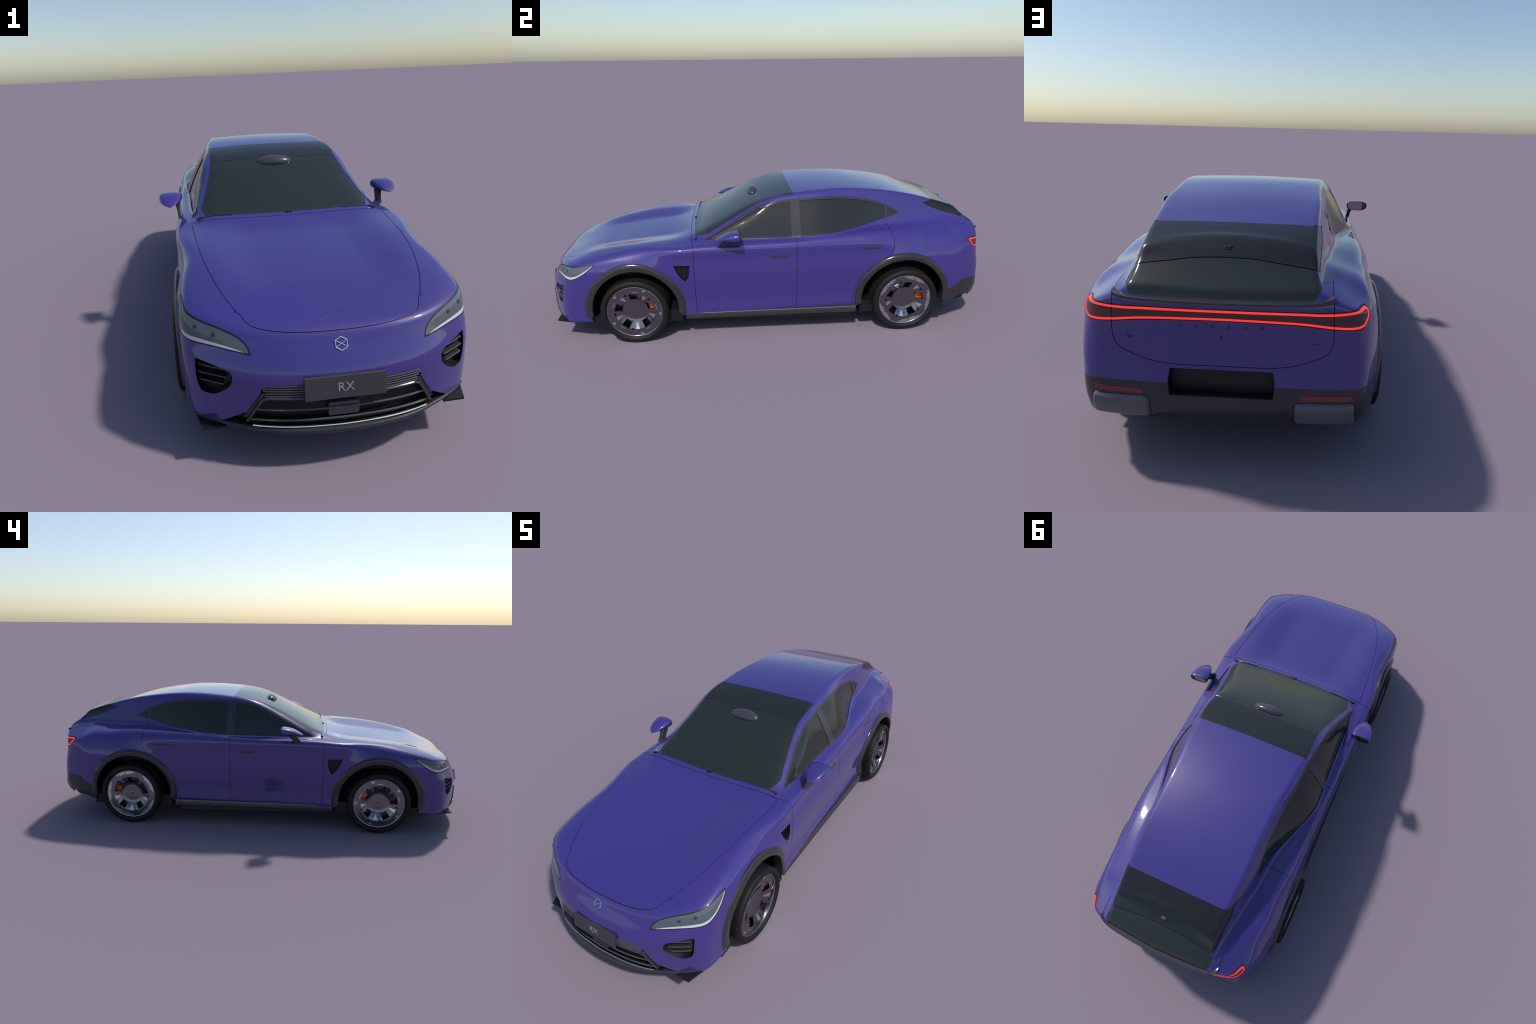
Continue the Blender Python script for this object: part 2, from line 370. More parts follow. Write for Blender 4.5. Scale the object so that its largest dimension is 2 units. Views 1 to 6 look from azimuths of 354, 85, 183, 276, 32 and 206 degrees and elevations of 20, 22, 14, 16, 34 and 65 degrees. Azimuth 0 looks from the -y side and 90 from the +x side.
FIELDS = {
    "window": lambda p, n: gate(_glassy(p, n), area_distance(to_side(p), window_line)),
    "pane_front": lambda p, n: gate(_glassy(p, n), area_distance(to_side(p), pane_front)),
    "pane_rear": lambda p, n: gate(_glassy(p, n), area_distance(to_side(p), pane_rear)),
    "pane_quarter": lambda p, n: gate(_glassy(p, n), area_distance(to_side(p), pane_quarter)),
    "vent": lambda p, n: gate((n[:, 0] > .3) & (p[:, 0] > .3), area_distance(to_side(p), vent_line)),
    "windshield": lambda p, n: gate((n[:, 2] > .3) & (p[:, 2] > .42), area_distance(to_top(p), ws_line)),
    "roof_glass": lambda p, n: gate((n[:, 2] > .3) & (p[:, 2] > .5), area_distance(to_top(p), roof_glass)),
    "tail_glass": lambda p, n: gate((n[:, 2] > -.1) & (p[:, 1] > .85) & (p[:, 2] > .418), area_distance(to_top(p), tail_glass)),
    "spoiler": lambda p, n: gate((n[:, 2] > .35) & (p[:, 1] > .7), area_distance(to_top(p), spoiler_area)),
    "pillar_flap": lambda p, n: gate((n[:, 0] > .15) & (p[:, 1] > .65) & (p[:, 0] < .26) & (p[:, 0] > .17) & (p[:, 2] > .45), area_distance(to_side(p), pillar_flap)),
    "lamp": lambda p, n: gate(_front(p), area_distance(to_lamp(p), lamp_line)),
    "drl": lambda p, n: gate(_front(p), area_distance(to_lamp(p), drl_line)),
    "fog": lambda p, n: gate(_front(p) & (n[:, 1] < -.2), area_distance(to_face(p), fog_line)),
    "grille": lambda p, n: gate(_front(p) & (n[:, 1] < -.2), area_distance(to_face(p), grille_line)),
    "tail": lambda p, n: gate(p[:, 1] > .85, area_distance(to_tail(p), tail_line)),
    "plate_hole": lambda p, n: gate((p[:, 1] > .85) & (n[:, 1] > .3), area_distance(to_face(p), plate_hole)),
    "pipe": lambda p, n: gate((p[:, 1] > .9) & (p[:, 2] < .25), area_distance(to_face(p), pipe_line)),
    "bottom": lambda p, n: p[:, 2] - bottom_edge(p[:, 1]) + .013 * step(.150, .165, p[:, 0]) * step(.915, .935, p[:, 1]),
    "bumper_low": lambda p, n: np.where(p[:, 1] > .78, p[:, 2] - bumper_split_side(p[:, 1]), .5),
    "arch_front": lambda p, n: gate(p[:, 0] > .24, np.hypot(p[:, 1] - ARCH["front"][0], p[:, 2] - ARCH["front"][1]) - ARCH["front"][3] - .012),
    "arch_rear": lambda p, n: gate(p[:, 0] > .24, np.hypot(p[:, 1] - ARCH["rear"][0], p[:, 2] - ARCH["rear"][1]) - ARCH["rear"][3] - .012),
}
BEZEL = {"lamp": .0028, "tail": .0022, "pipe": .0016}
hood_area = np.concatenate([hood_edge, hood_back])
hatch_area = np.concatenate([hatch_low, [(-.03, .60), (.2455, .60)]])
door_front_area = np.concatenate([door_front_edge, door_mid_edge[::-1]])
door_rear_area = np.concatenate([door_mid_edge, door_rear_edge[::-1]])


def build_skin():
    """Cut the skin along every outline and name each triangle by the part it belongs to."""
    sk = Skin()
    for nm, fn in FIELDS.items():
        sk.cut(fn(sk.V, sk.N))
        if nm in BEZEL:
            sk.cut(fn(sk.V, sk.N) + BEZEL[nm])
    for line, proj, on in SHUT_LINES:
        for w in (GAP, -GAP):
            sk.cut(gate(on(sk.V, sk.N), line_side(proj(sk.V), line) + w))
    for w in (.0024, -.0024):
        sk.cut(gate(sk.V[:, 1] > .85, line_side(to_tail(sk.V), tail_red) + w))
    p = sk.V
    sk.cut(p[:, 1] + .80); p = sk.V
    sk.cut(p[:, 1] - .845); p = sk.V
    sk.cut(np.where(p[:, 1] > .62, p[:, 2] - .535, np.where(p[:, 1] < -.25, p[:, 2] - .4565, .5)))
    c, n = sk.centres()
    F = {k: f(c, n) for k, f in FIELDS.items()}
    F["gap"] = np.min([gate(on(c, n), line_distance(proj(c), line)) for line, proj, on in SHUT_LINES], 0) - GAP
    F["tail_red"] = gate(c[:, 1] > .85, line_distance(to_tail(c), tail_red)) - .0024
    lab = np.full(len(c), "quarter_panel", dtype=object)
    x, y, z = c.T
    lab[y > .845] = "rear_bumper"
    lab[y < -.80] = "front_bumper"
    lab[(y >= -.80) & (y < .2)] = "front_fender"
    s = to_side(c)
    low = (z < .47) & (y > -.33) & (y < .56)
    lab[low & (area_distance(s, door_front_area) < 0) & (x > .25)] = "front_door"
    lab[low & (area_distance(s, door_rear_area) < 0) & (x > .2)] = "rear_door"
    lab[(y > -.34) & (y < -.2) & (x < .325) & (n[:, 2] > .4)] = "cowl_panel"
    lab[((y > .62) & (z > .535)) | ((y < -.25) & (z > .4565)) | ((y >= -.25) & (y <= .62) & (z > .485) & (lab != "rear_door")) | ((y > -.25) & (y < .0) & (z > .459))] = "roof_panel"
    lab[(area_distance(to_top(c), hood_area) < 0) & (n[:, 2] > .1) & (y < -.32)] = "hood"
    lab[(y > .80) & (area_distance(to_face(c), hatch_area) < 0) & ((y > .884) | (x < .2)) & (z < .56)] = "tailgate"
    lab[F["bumper_low"] < 0] = "rear_valance"
    lab[F["window"] < 0] = "window_frame"
    F["pane_front"] = np.maximum(F["pane_front"], F["window"]); F["pane_rear"] = np.maximum(F["pane_rear"], F["window"])
    for k, v in (("pane_front", "front_window"), ("pane_rear", "rear_window"), ("pane_quarter", "quarter_window"), ("windshield", "windshield"),
                 ("roof_glass", "roof_glass"), ("pillar_flap", "pillar_trim"), ("spoiler", "roof_spoiler"), ("tail_glass", "rear_glass"), ("fog", "fog_recess"), ("grille", "grille_recess"),
                 ("vent", "fender_vent"), ("plate_hole", "plate_recess")):
        lab[F[k] < 0] = v
    i = F["pipe"] < 0
    lab[i] = "exhaust_finisher"
    lab[i & (F["pipe"] > -BEZEL["pipe"])] = "shut_line"
    lab[(F["gap"] < 0) & (F["window"] > 0)] = "shut_line"
    i = F["lamp"] < 0
    lab[i] = "headlight_lens"
    lab[i & (F["drl"] < 0)] = "light_strip"
    lab[i & (F["lamp"] > -BEZEL["lamp"])] = "headlight_bezel"
    i = F["tail"] < 0
    lab[i] = "tail_light_lens"
    lab[i & (F["tail_red"] < 0)] = "tail_light_strip"
    lab[i & (F["tail"] > -BEZEL["tail"])] = "tail_light_bezel"
    lab[i & (F["gap"] < 0)] = "shut_line"
    lab[(F["bottom"] < 0) | (F["arch_front"] < 0) | (F["arch_rear"] < 0)] = ""
    sk.label = lab
    return sk

# ================================================================= materials
import bpy, math
from mathutils import Vector, Matrix


def material(name, color, rough=.4, metal=0., spec=.5, coat=0., grain=None, emit=None, tint=None):
    """Principled material; grain = (scale, roughness swing, bump) adds fine noise; tint = second colour mixed by noise."""
    m = bpy.data.materials.new(name); m.use_nodes = True
    nt = m.node_tree; b = nt.nodes["Principled BSDF"]
    b.inputs["Base Color"].default_value = (*color, 1)
    b.inputs["Roughness"].default_value = rough
    b.inputs["Metallic"].default_value = metal
    b.inputs["Specular IOR Level"].default_value = spec
    b.inputs["Coat Weight"].default_value = coat
    b.inputs["Coat Roughness"].default_value = .03
    if emit:
        b.inputs["Emission Color"].default_value = (*emit[:3], 1)
        b.inputs["Emission Strength"].default_value = emit[3]
    if grain:
        tc = nt.nodes.new("ShaderNodeTexCoord"); no = nt.nodes.new("ShaderNodeTexNoise")
        no.inputs["Scale"].default_value = grain[0]; no.inputs["Detail"].default_value = 3
        nt.links.new(tc.outputs["Object"], no.inputs["Vector"])
        mr = nt.nodes.new("ShaderNodeMapRange")
        mr.inputs["To Min"].default_value = max(rough - grain[1], .02); mr.inputs["To Max"].default_value = rough + grain[1]
        nt.links.new(no.outputs["Fac"], mr.inputs["Value"]); nt.links.new(mr.outputs["Result"], b.inputs["Roughness"])
        if grain[2]:
            bu = nt.nodes.new("ShaderNodeBump"); bu.inputs["Strength"].default_value = grain[2]; bu.inputs["Distance"].default_value = .001
            nt.links.new(no.outputs["Fac"], bu.inputs["Height"]); nt.links.new(bu.outputs["Normal"], b.inputs["Normal"])
        if tint:
            mx = nt.nodes.new("ShaderNodeMix"); mx.data_type = "RGBA"
            mx.inputs[6].default_value = (*color, 1); mx.inputs[7].default_value = (*tint, 1)
            nt.links.new(no.outputs["Fac"], mx.inputs[0]); nt.links.new(mx.outputs[2], b.inputs["Base Color"])
    return m


def coat_ior(m, v):
    m.node_tree.nodes["Principled BSDF"].inputs["Coat IOR"].default_value = v
    return m


PAINT = coat_ior(material("violet_paint", (.042, .0295, .190), .36, 0, .14, 1.0, (900, .03, 0), tint=(.045, .0315, .200)), 1.60)
GLASS = material("tinted_glass", (.020, .025, .023), .06, 0, .5)
ROOFGLASS = material("roof_tinted_glass", (.016, .019, .020), .08, 0, .5)
SIDEGLASS = material("side_tinted_glass", (.022, .024, .023), .05, 0, .5)
FRAME = material("gloss_frame", (.040, .037, .047), .16, 0, .5, 0, (300, .03, 0))
POD = material("pod_black", (.045, .046, .060), .15, 0, .6)
TRIM = material("dark_trim", (.030, .028, .033), .26, 0, .5, 0, (500, .03, 0))
ARCHTRIM = material("gloss_trim", (.030, .028, .032), .15, 0, .5, 0, (500, .02, 0))
BLACK = material("black_plastic", (.006, .006, .006), .5, 0, .4, 0, (400, .08, .03))
SPOILER = material("gloss_black", (.013, .014, .016), .12, 0, .5)
RUBBER = material("tyre_rubber", (.0095, .0095, .009), .6, 0, .25, 0, (300, .08, .05))
CHROME = material("chrome", (.75, .78, .82), .10, 1, .5)
BRIGHT = material("polished_alloy", (.72, .69, .74), .20, 1, .5, 0, (400, .05, 0))
RING = material("rim_ring", (.45, .43, .47), .26, 1, .5, 0, (400, .05, 0))
ALLOY = material("dark_alloy", (.205, .20, .22), .22, 1, .5, 0, (500, .04, 0))
BRAKE = material("brake_steel", (.10, .10, .11), .4, 1)
ORANGE = material("orange_caliper", (.80, .17, .012), .35, 0, .5)
LENS = material("headlight_lens", (.085, .105, .125), .12, 0, .6)
DOT = material("projector_grey", (.030, .036, .040), .2, 0, .5)
EMBLEM = material("emblem_chrome", (.42, .44, .47), .12, 1)
STRIP = material("light_guide", (.55, .56, .60), .25, 0, .5)
REDLENS = material("red_smoked_lens", (.070, .028, .034), .10, 0, .5)
REDGLOW = material("red_light_guide", (.9, .03, .02), .4, 0, .3, emit=(1.0, .035, .025, 1.0))
REFLECT = material("red_reflector", (.19, .025, .035), .3, 0, .5)
PLATE = material("plate_grey", (.040, .037, .044), .35, 0, .5, 0, (300, .04, 0))
INK = material("plate_letter", (.27, .25, .30), .4, 0, .4)
PIPE = material("blue_grey_finisher", (.095, .098, .115), .2, 0, .5)
MIRRORGLASS = material("mirror_glass", (.30, .28, .31), .06, 1)
HANDLE = material("handle_grey", (.036, .036, .033), .18, 0, .5, 0, (300, .04, 0))
SLAT = material("slat_grey", (.070, .063, .074), .3, 0, .5, 0, (300, .04, 0))
BADGE = material("dark_letter", (.02, .02, .022), .35, 0, .5)

# ============================================================ object helpers
ROOT = bpy.data.objects.new("car", None)
bpy.context.scene.collection.objects.link(ROOT)
ROOT.empty_display_size = .2
ROOT["label"] = "violet fastback crossover with dark glass roof and red light bar"
ROOT["category"] = "car"


def group(name, parent=ROOT, loc=(0, 0, 0)):
    e = bpy.data.objects.new(name, None); e.location = loc; e.empty_display_size = .05
    bpy.context.scene.collection.objects.link(e); e.parent = parent
    return e


def add(name, verts, faces, mat, parent=ROOT, smooth=True, angle=35., loops=None, loc=None, kind=None):
    me = bpy.data.meshes.new(name)
    me.from_pydata(verts.tolist() if isinstance(verts, np.ndarray) else [tuple(v) for v in verts], [],
                   faces.tolist() if isinstance(faces, np.ndarray) else [list(f) for f in faces])
    me.materials.append(mat)
    me.polygons.foreach_set("use_smooth", [smooth] * len(me.polygons))
    me.update()
    if loops is not None:
        me.normals_split_custom_set(loops)
    elif smooth:
        me.set_sharp_from_angle(angle=math.radians(angle))
    ob = bpy.data.objects.new(name, me)
    bpy.context.scene.collection.objects.link(ob); ob.parent = parent
    if loc: ob.location = loc
    if kind: ob["kind"] = kind
    return ob


def flipped(v):
    v = np.array(v, float).copy(); v[:, 0] *= -1
    return v


def both(name, verts, faces, mat, parents=(ROOT, ROOT), **kw):
    """The part on the right side and its mirror image on the left."""
    a = add(name, np.array(verts, float), faces, mat, parents[0], **kw)
    b = add(name, flipped(verts), [list(f)[::-1] for f in faces], mat, parents[1], **kw)
    return a, b


def box(c, s, taper=1.0):
    c = np.array(c); s = np.array(s) / 2
    v = [c + s * np.array([x * (taper if z > 0 else 1), y, z]) for z in (-1, 1) for y in (-1, 1) for x in (-1, 1)]
    f = [[0, 2, 3, 1], [4, 5, 7, 6], [0, 1, 5, 4], [2, 6, 7, 3], [0, 4, 6, 2], [1, 3, 7, 5]]
    return np.array(v), f


def loft(rings, closed=True, caps=True):
    """Skin through rings of equal point count."""
    n = len(rings[0]); v = np.concatenate([np.array(r, float) for r in rings]); f = []
    for i in range(len(rings) - 1):
        for j in range(n if closed else n - 1):
            k = (j + 1) % n
            f.append([i * n + j, i * n + k, (i + 1) * n + k, (i + 1) * n + j])
    if caps and closed:
        f.append(list(range(n))[::-1]); f.append(list(range((len(rings) - 1) * n, len(rings) * n)))
    return v, f


def lathe(profile, seg=96, closed=False):
    """Revolve (radius, x) points about the x axis."""
    a = np.linspace(0, 2 * np.pi, seg, endpoint=False)
    p = np.array(profile, float); n = len(p)
    v = np.array([(x, r * np.cos(t), r * np.sin(t)) for t in a for r, x in p])
    f = []
    for i in range(seg):
        k = (i + 1) % seg
        for j in range(n if closed else n - 1):
            l = (j + 1) % n
            f.append([i * n + j, i * n + l, k * n + l, k * n + j])
    return v, f


def tube(path, r, n=10, flat=1.0):
    """Round bar along a 3D path (flat scales it vertically)."""
    p = np.array(path, float); t = np.gradient(p, axis=0); t /= np.linalg.norm(t, axis=1)[:, None]
    rings = []
    for q, d in zip(p, t):
        up = np.array([0, 0, 1.]) if abs(d[2]) < .95 else np.array([0, 1., 0])
        s = np.cross(d, up); s /= np.linalg.norm(s); u = np.cross(s, d)
        rings.append([q + r * (np.cos(a) * s + flat * np.sin(a) * u) for a in np.linspace(0, 2 * np.pi, n, endpoint=False)])
    return loft(rings)


def prism(poly, h, frame):
    """Extrude a 2D outline; frame maps (u, v, w) to 3D."""
    n = len(poly)
    v = [frame(u, w, 0) for u, w in poly] + [frame(u, w, h) for u, w in poly]
    f = [list(range(n))[::-1], list(range(n, 2 * n))] + [[i, (i + 1) % n, n + (i + 1) % n, n + i] for i in range(n)]
    return np.array(v), f


def bevel(ob, w, seg=2):
    m = ob.modifiers.new("bevel", "BEVEL"); m.width = w; m.segments = seg; m.limit_method = "ANGLE"; m.angle_limit = math.radians(40)
    return ob


def nose_at(x, z, out=0.):
    """Point on the front fascia, pushed forward by out."""
    ax = abs(x); wc = step(0, .30, ax)
    return np.array([x, NOSE_Y + nose_plan(ax) + nose_side(z) * (1 - wc) + nose_side_corner(z) * wc - out, z])


def surface_from(p0, d, t1=.6):
    """First body surface point along a ray coming from outside."""
    t = np.linspace(0, t1, 1200); q = np.array(p0) + t[:, None] * np.array(d)
    i = int(np.argmax(body(q) < 0)); a, b = t[i - 1], t[i]
    for _ in range(25):
        m = (a + b) / 2
        if body((np.array(p0) + m * np.array(d))[None])[0] < 0: b = m
        else: a = m
    return np.array(p0) + a * np.array(d)


# ============================================================== skin to parts
SK = build_skin()


def skin_arrays(label):
    t = SK.T[SK.label == label]
    ids, inv = np.unique(t, return_inverse=True)
    return SK.V[ids].copy(), SK.N[ids].copy(), inv.reshape(-1, 3)


def borders(t, v):
    e = np.concatenate([t[:, [0, 1]], t[:, [1, 2]], t[:, [2, 0]]])
    key = np.sort(e, 1)
    _, first, cnt = np.unique(key, axis=0, return_index=True, return_counts=True)
    b = e[first[cnt == 1]]
    return b[~((np.abs(v[b[:, 0], 0]) < 1e-6) & (np.abs(v[b[:, 1], 0]) < 1e-6))]


def mirrored_whole(v, n, t):
    """Join the half with its mirror image, welded on the centre plane."""
    on = np.abs(v[:, 0]) < 1e-6
    m = np.where(on, np.arange(len(v)), 0); off = ~on
    m[off] = len(v) + np.arange(off.sum())
    v2 = np.concatenate([v, v[off] * [-1, 1, 1]]); n2 = np.concatenate([n, n[off] * [-1, 1, 1]])
    return v2, n2, np.concatenate([t, m[t][:, ::-1]])


def skin_object(name, v, n, t, mat, parent, push, rim, rim_dir=None):
    v = v + n * push
    b = borders(t, v)
    off = (-n * rim) if rim_dir is None else np.tile(np.array(rim_dir) * rim, (len(v), 1))
    q = np.stack([v[b[:, 1]], v[b[:, 0]], v[b[:, 0]] + off[b[:, 0]], v[b[:, 1]] + off[b[:, 1]]], 1)
    rn = np.cross(q[:, 1] - q[:, 0], q[:, 3] - q[:, 0])
    rn /= np.maximum(np.linalg.norm(rn, axis=1, keepdims=True), 1e-12)
    base = len(v)
    faces = t.tolist() + (base + np.arange(len(b) * 4).reshape(-1, 4)).tolist()
    loops = np.concatenate([n[t].reshape(-1, 3), np.repeat(rn, 4, 0)])
    verts = np.concatenate([v, q.reshape(-1, 3)])
    return add(name, verts, faces, mat, parent, loops=loops.tolist())


def skin_part(label, mat, push=0., rim=.006, whole=False, parents=(ROOT, ROOT), name=None):
    v, n, t = skin_arrays(label)
    name = name or label
    if whole:
        v, n, t = mirrored_whole(v, n, t)
        return skin_object(name, v, n, t, mat, parents[0], push, rim)
    a = skin_object(name, v, n, t, mat, parents[0], push, rim)
    b = skin_object(name, v * [-1, 1, 1], n * [-1, 1, 1], t[:, ::-1], mat, parents[1], push, rim)
    return a, b


def recess_part(label, mat, move, whole=False, name=None, parents=(ROOT, ROOT)):
    """A pocket: the outlined skin moved inward by a vector, with walls to the rim."""
    v, n, t = skin_arrays(label)
    if whole:
        v, n, t = mirrored_whole(v, n, t)
    b = borders(t, v)
    m = v + np.array(move)
    verts = np.concatenate([m, v[b[:, 0]], v[b[:, 1]]])
    k = len(b)
    walls = np.stack([len(v) + np.arange(k), len(v) + k + np.arange(k), b[:, 1], b[:, 0]], 1)[:, ::-1]
    faces = t.tolist() + walls.tolist()
    if whole:
        return add(name or label, verts, faces, mat, parents[0], angle=30)
    return both(name or label, verts, faces, mat, parents, angle=30)


# painted panels
skin_part("hood", PAINT, whole=True)
FB = skin_part("front_bumper", PAINT, rim=.0015, whole=True)
skin_part("front_fender", PAINT, rim=.0015)
FD = skin_part("front_door", PAINT, rim=.009)
RD = skin_part("rear_door", PAINT, rim=.009)
skin_part("quarter_panel", PAINT)
skin_part("roof_panel", PAINT, whole=True)
skin_part("cowl_panel", PAINT, whole=True)
TG = skin_part("tailgate", PAINT, whole=True)
RB = skin_part("rear_bumper", PAINT, rim=.0015, whole=True)
RV = skin_part("rear_valance", TRIM, whole=True)
v, n, t = skin_arrays("exhaust_finisher")
d = np.clip(-FIELDS["pipe"](v, n) - BEZEL["pipe"], 0, .011) / .011
v = v + n * (.0085 * np.sqrt(np.maximum(1 - (1 - d) ** 2, 0)) - .001)[:, None]
both("exhaust_finisher", v, t.tolist(), PIPE, (RV, RV), angle=70)
skin_part("shut_line", BLACK, push=-.0022, rim=.001, whole=True)
# glass
skin_part("windshield", GLASS, push=-.0012, whole=True)
skin_part("roof_glass", ROOFGLASS, push=-.0005, whole=True)
skin_part("rear_glass", GLASS, push=-.0008, whole=True, name="rear_window_glass")
skin_part("roof_spoiler", SPOILER, whole=True)
skin_part("pillar_trim", SPOILER, push=-.001)
skin_part("front_window", SIDEGLASS, push=-.0032, parents=FD)
skin_part("rear_window", SIDEGLASS, push=-.0032, parents=RD)
skin_part("quarter_window", SIDEGLASS, push=-.0025)
skin_part("window_frame", FRAME, push=-.0006)
# lamps
HL = (group("headlight"), group("headlight"))
skin_part("headlight_lens", LENS, push=-.0004, parents=HL, name="lens")
skin_part("light_strip", STRIP, push=-.0002, parents=HL, name="light_strip")
skin_part("headlight_bezel", BLACK, push=.0002, parents=HL, name="bezel")
TL = group("tail_light")
skin_part("tail_light_lens", REDLENS, push=-.0004, parents=(TL, TL), whole=True, name="lens")
skin_part("tail_light_strip", REDGLOW, push=.0003, parents=(TL, TL), whole=True, name="light_strip")
skin_part("tail_light_bezel", BLACK, push=.0001, parents=(TL, TL), whole=True, name="bezel")
# pockets
recess_part("grille_recess", BLACK, (0, .020, 0), whole=True, parents=(FB, FB), name="grille_pocket")
recess_part("fog_recess", BLACK, (0, .022, 0), parents=(FB, FB), name="air_intake")
recess_part("fender_vent", BLACK, (-.014, 0, 0))
recess_part("plate_recess", BLACK, (0, -.030, 0), whole=True, parents=(RB, RB), name="plate_pocket")

# headlight projectors
for (x, y, z) in ((.3305, -.8525, .3320), (.2865, -.8795, .3212)):
    p = np.array([[x, y, z]]); n = normals(p)[0]; c = p[0] - n * body(p)[0]
    u = np.cross(n, [0, 0, 1]); u /= np.linalg.norm(u); w = np.cross(u, n)
    rings = [[c + n * h + r * (np.cos(a) * u + np.sin(a) * w) for a in np.linspace(0, 2 * np.pi, 24, endpoint=False)]
             for r, h in ((.0052, -.002), (.0052, .0004), (.0042, .0008), (.0038, .0003), (.002, .0009), (.0004, .0011))]
    v, f = loft(rings)
    both("projector", v, f, DOT, HL)

# ============================================================== front details
xs = lambda a, n=41: np.linspace(-a, a, n)
GR = FB
for z in (.2206, .2145, .2083, .2020, .1957):
    w = .1845 if z > .208 else .1795
    v, f = tube([nose_at(x, z, -.0010) for x in xs(w)], .0021, 8)
    add("grille_slat", v, f, SLAT, GR)
half = [(0, .1900), (.10, .1903), (.160, .1908), (.174, .1900), (.184, .1858), (.1915, .178), (.203, .159), (.214, .141), (.2235, .1255)]
path = [(-x, z) for x, z in half[:0:-1]] + half
path = dense(path, False, 5)
v, f = tube([nose_at(x, z, .0005) for x, z in path], .0034, 10)
add("grille_surround", v, f, FRAME, GR)
outer = [(.1885, .2045), (.1890, .2000), (.205, .1755), (.2185, .1545), (.2315, .1345)]
inner = [(.1700, .1965), (.182, .1915), (.1965, .1755), (.2085, .1550), (.2195, .1355)]
v = [nose_at(x, z, .0002) for x, z in outer] + [nose_at(x, z, -.002) for x, z in inner] + [nose_at(x, z, -.012) for x, z in outer] + [nose_at(x, z, -.012) for x, z in inner]
f = []
for i in range(4):
    f += [[i, 5 + i, 6 + i, i + 1], [5 + i, 15 + i, 16 + i, 6 + i], [10 + i, 11 + i, 16 + i, 15 + i], [i, i + 1, 11 + i, 10 + i]]
both("grille_flank", v, [q[::-1] for q in f], TRIM, (GR, GR), smooth=False)
for z, w in ((.1590, .199), (.1310, .214)):
    v, f = tube([nose_at(x, z, -.0015) for x in xs(w)], .0024, 8)
    add("grille_bar", v, f, SLAT, GR)
v, f = prism([(-.036, .139), (-.033, .1365), (.033, .1365), (.036, .139), (.036, .168), (.033, .171), (-.033, .171), (-.036, .168)], .010, lambda x, z, h: (x, NOSE_Y - .0015 + h, z))
add("radar_cover", v, f, SLAT, GR, smooth=False)
# blade behind the chrome line, chrome line, lip
def ribbon(zc, hz, w, out, depth, ends=0., n=61, lift=0.):
    rings = []
    for x in xs(w, n):
        q = nose_at(x, .12, out); e = (abs(x) / w)
        k = 1 - ends * e ** 6; zz = zc + lift * e ** 2
        rings.append([(x, q[1], zz - hz * k), (x, q[1], zz + hz * k), (x, q[1] + depth, zz + hz * k), (x, q[1] + depth, zz - hz * k)])
    return loft(rings)
v, f = ribbon(.1215, .0055, .222, -.008, .03)
add("grille_ledge", v, f, BLACK, GR)
v, f = tube([nose_at(x, .1145 + .0025 * (x / .211) ** 2, .002) for x in xs(.2105, 61)], .0036, 10, .8)
add("chrome_strip", v, f, CHROME, GR)
v, f = ribbon(.1085, .0035, .236, -.004, .04)
add("lower_blade", v, f, BLACK, GR)
rings = []
for x in xs(.3462, 91):
    e = abs(x) / .3462
    q = nose_at(x, .11, .003 + .012 * (1 - min(1., (x / .235) ** 2)))
    zc = .1055 + .006 * e ** 6 - .001 * e ** 2; h = .0062 * (1 - .45 * e ** 2)
    n = normals(nose_at(x, .13)[None])[0]; n = np.array([n[0], n[1], 0]); n /= np.linalg.norm(n)
    b = np.array([q[0], q[1], 0]); d = .034
    rings.append([b * [1, 1, 0] + [0, 0, zc - h] - n * d, b - n * .002 + [0, 0, zc - h], b + [0, 0, zc - h * .5], b + [0, 0, zc + h * .5], b - n * .003 + [0, 0, zc + h], b - n * d + [0, 0, zc + h]])
v, f = loft(rings)
add("front_lip", v, f, TRIM, GR)
fin = [((.2715, -.9250, .0985), (.2715, -.9250, .0925)), ((.3274, -.9255, .0990), (.3274, -.9255, .0945)), ((.3480, -.8560, .1060), (.3480, -.8560, .0930)), ((.30, -.86, .1040), (.30, -.86, .0920))]
v = [a for a, b in fin] + [b for a, b in fin]
both("splitter_fin", v, [[0, 1, 2, 3], [7, 6, 5, 4], [0, 4, 5, 1], [1, 5, 6, 2], [2, 6, 7, 3], [3, 7, 4, 0]], BLACK, (GR, GR), smooth=False)
# intake slats
for z0, xa, xb in ((.2475, .268, .326), (.2290, .262, .327), (.2105, .270, .325)):
    pts = [nose_at(x, z0 + .001, -.005) for x in np.linspace(xa, xb, 9)]
    v, f = tube(pts, .0022, 8, .7)
    both("intake_slat", v, f, SLAT, (GR, GR))
    pts2 = np.array(pts)
    v = np.concatenate([pts2 + [0, .001, 0], pts2 + [0, .017, .004], pts2 + [0, .017, .0015], pts2 + [0, .001, -.002]])
    k = len(pts2); f = []
    for i in range(k - 1):
        for a in range(4):
            c = (a + 1) % 4
            f.append([a * k + i, a * k + i + 1, c * k + i + 1, c * k + i])
    both("intake_blade", v, f, BLACK, (GR, GR), smooth=False)
# number plate
pl = [(-.0945, -.9835, .2430), (.0945, -.9835, .2430), (.0945, -.9935, .1908), (-.0945, -.9935, .1908)]
d = np.array([0, .0055, .001])
v = [np.array(q) for q in pl] + [np.array(q) + d for q in pl]
ob = add("number_plate", v, [[0, 1, 2, 3], [7, 6, 5, 4], [0, 4, 5, 1], [1, 5, 6, 2], [2, 6, 7, 3], [3, 7, 4, 0]], PLATE, smooth=False)
PLATE_OB = bevel(ob, .0008)
v, f = box((0, -.972, .2170), (.12, .022, .04))
add("plate_bracket", v, f, BLACK, PLATE_OB, smooth=False)


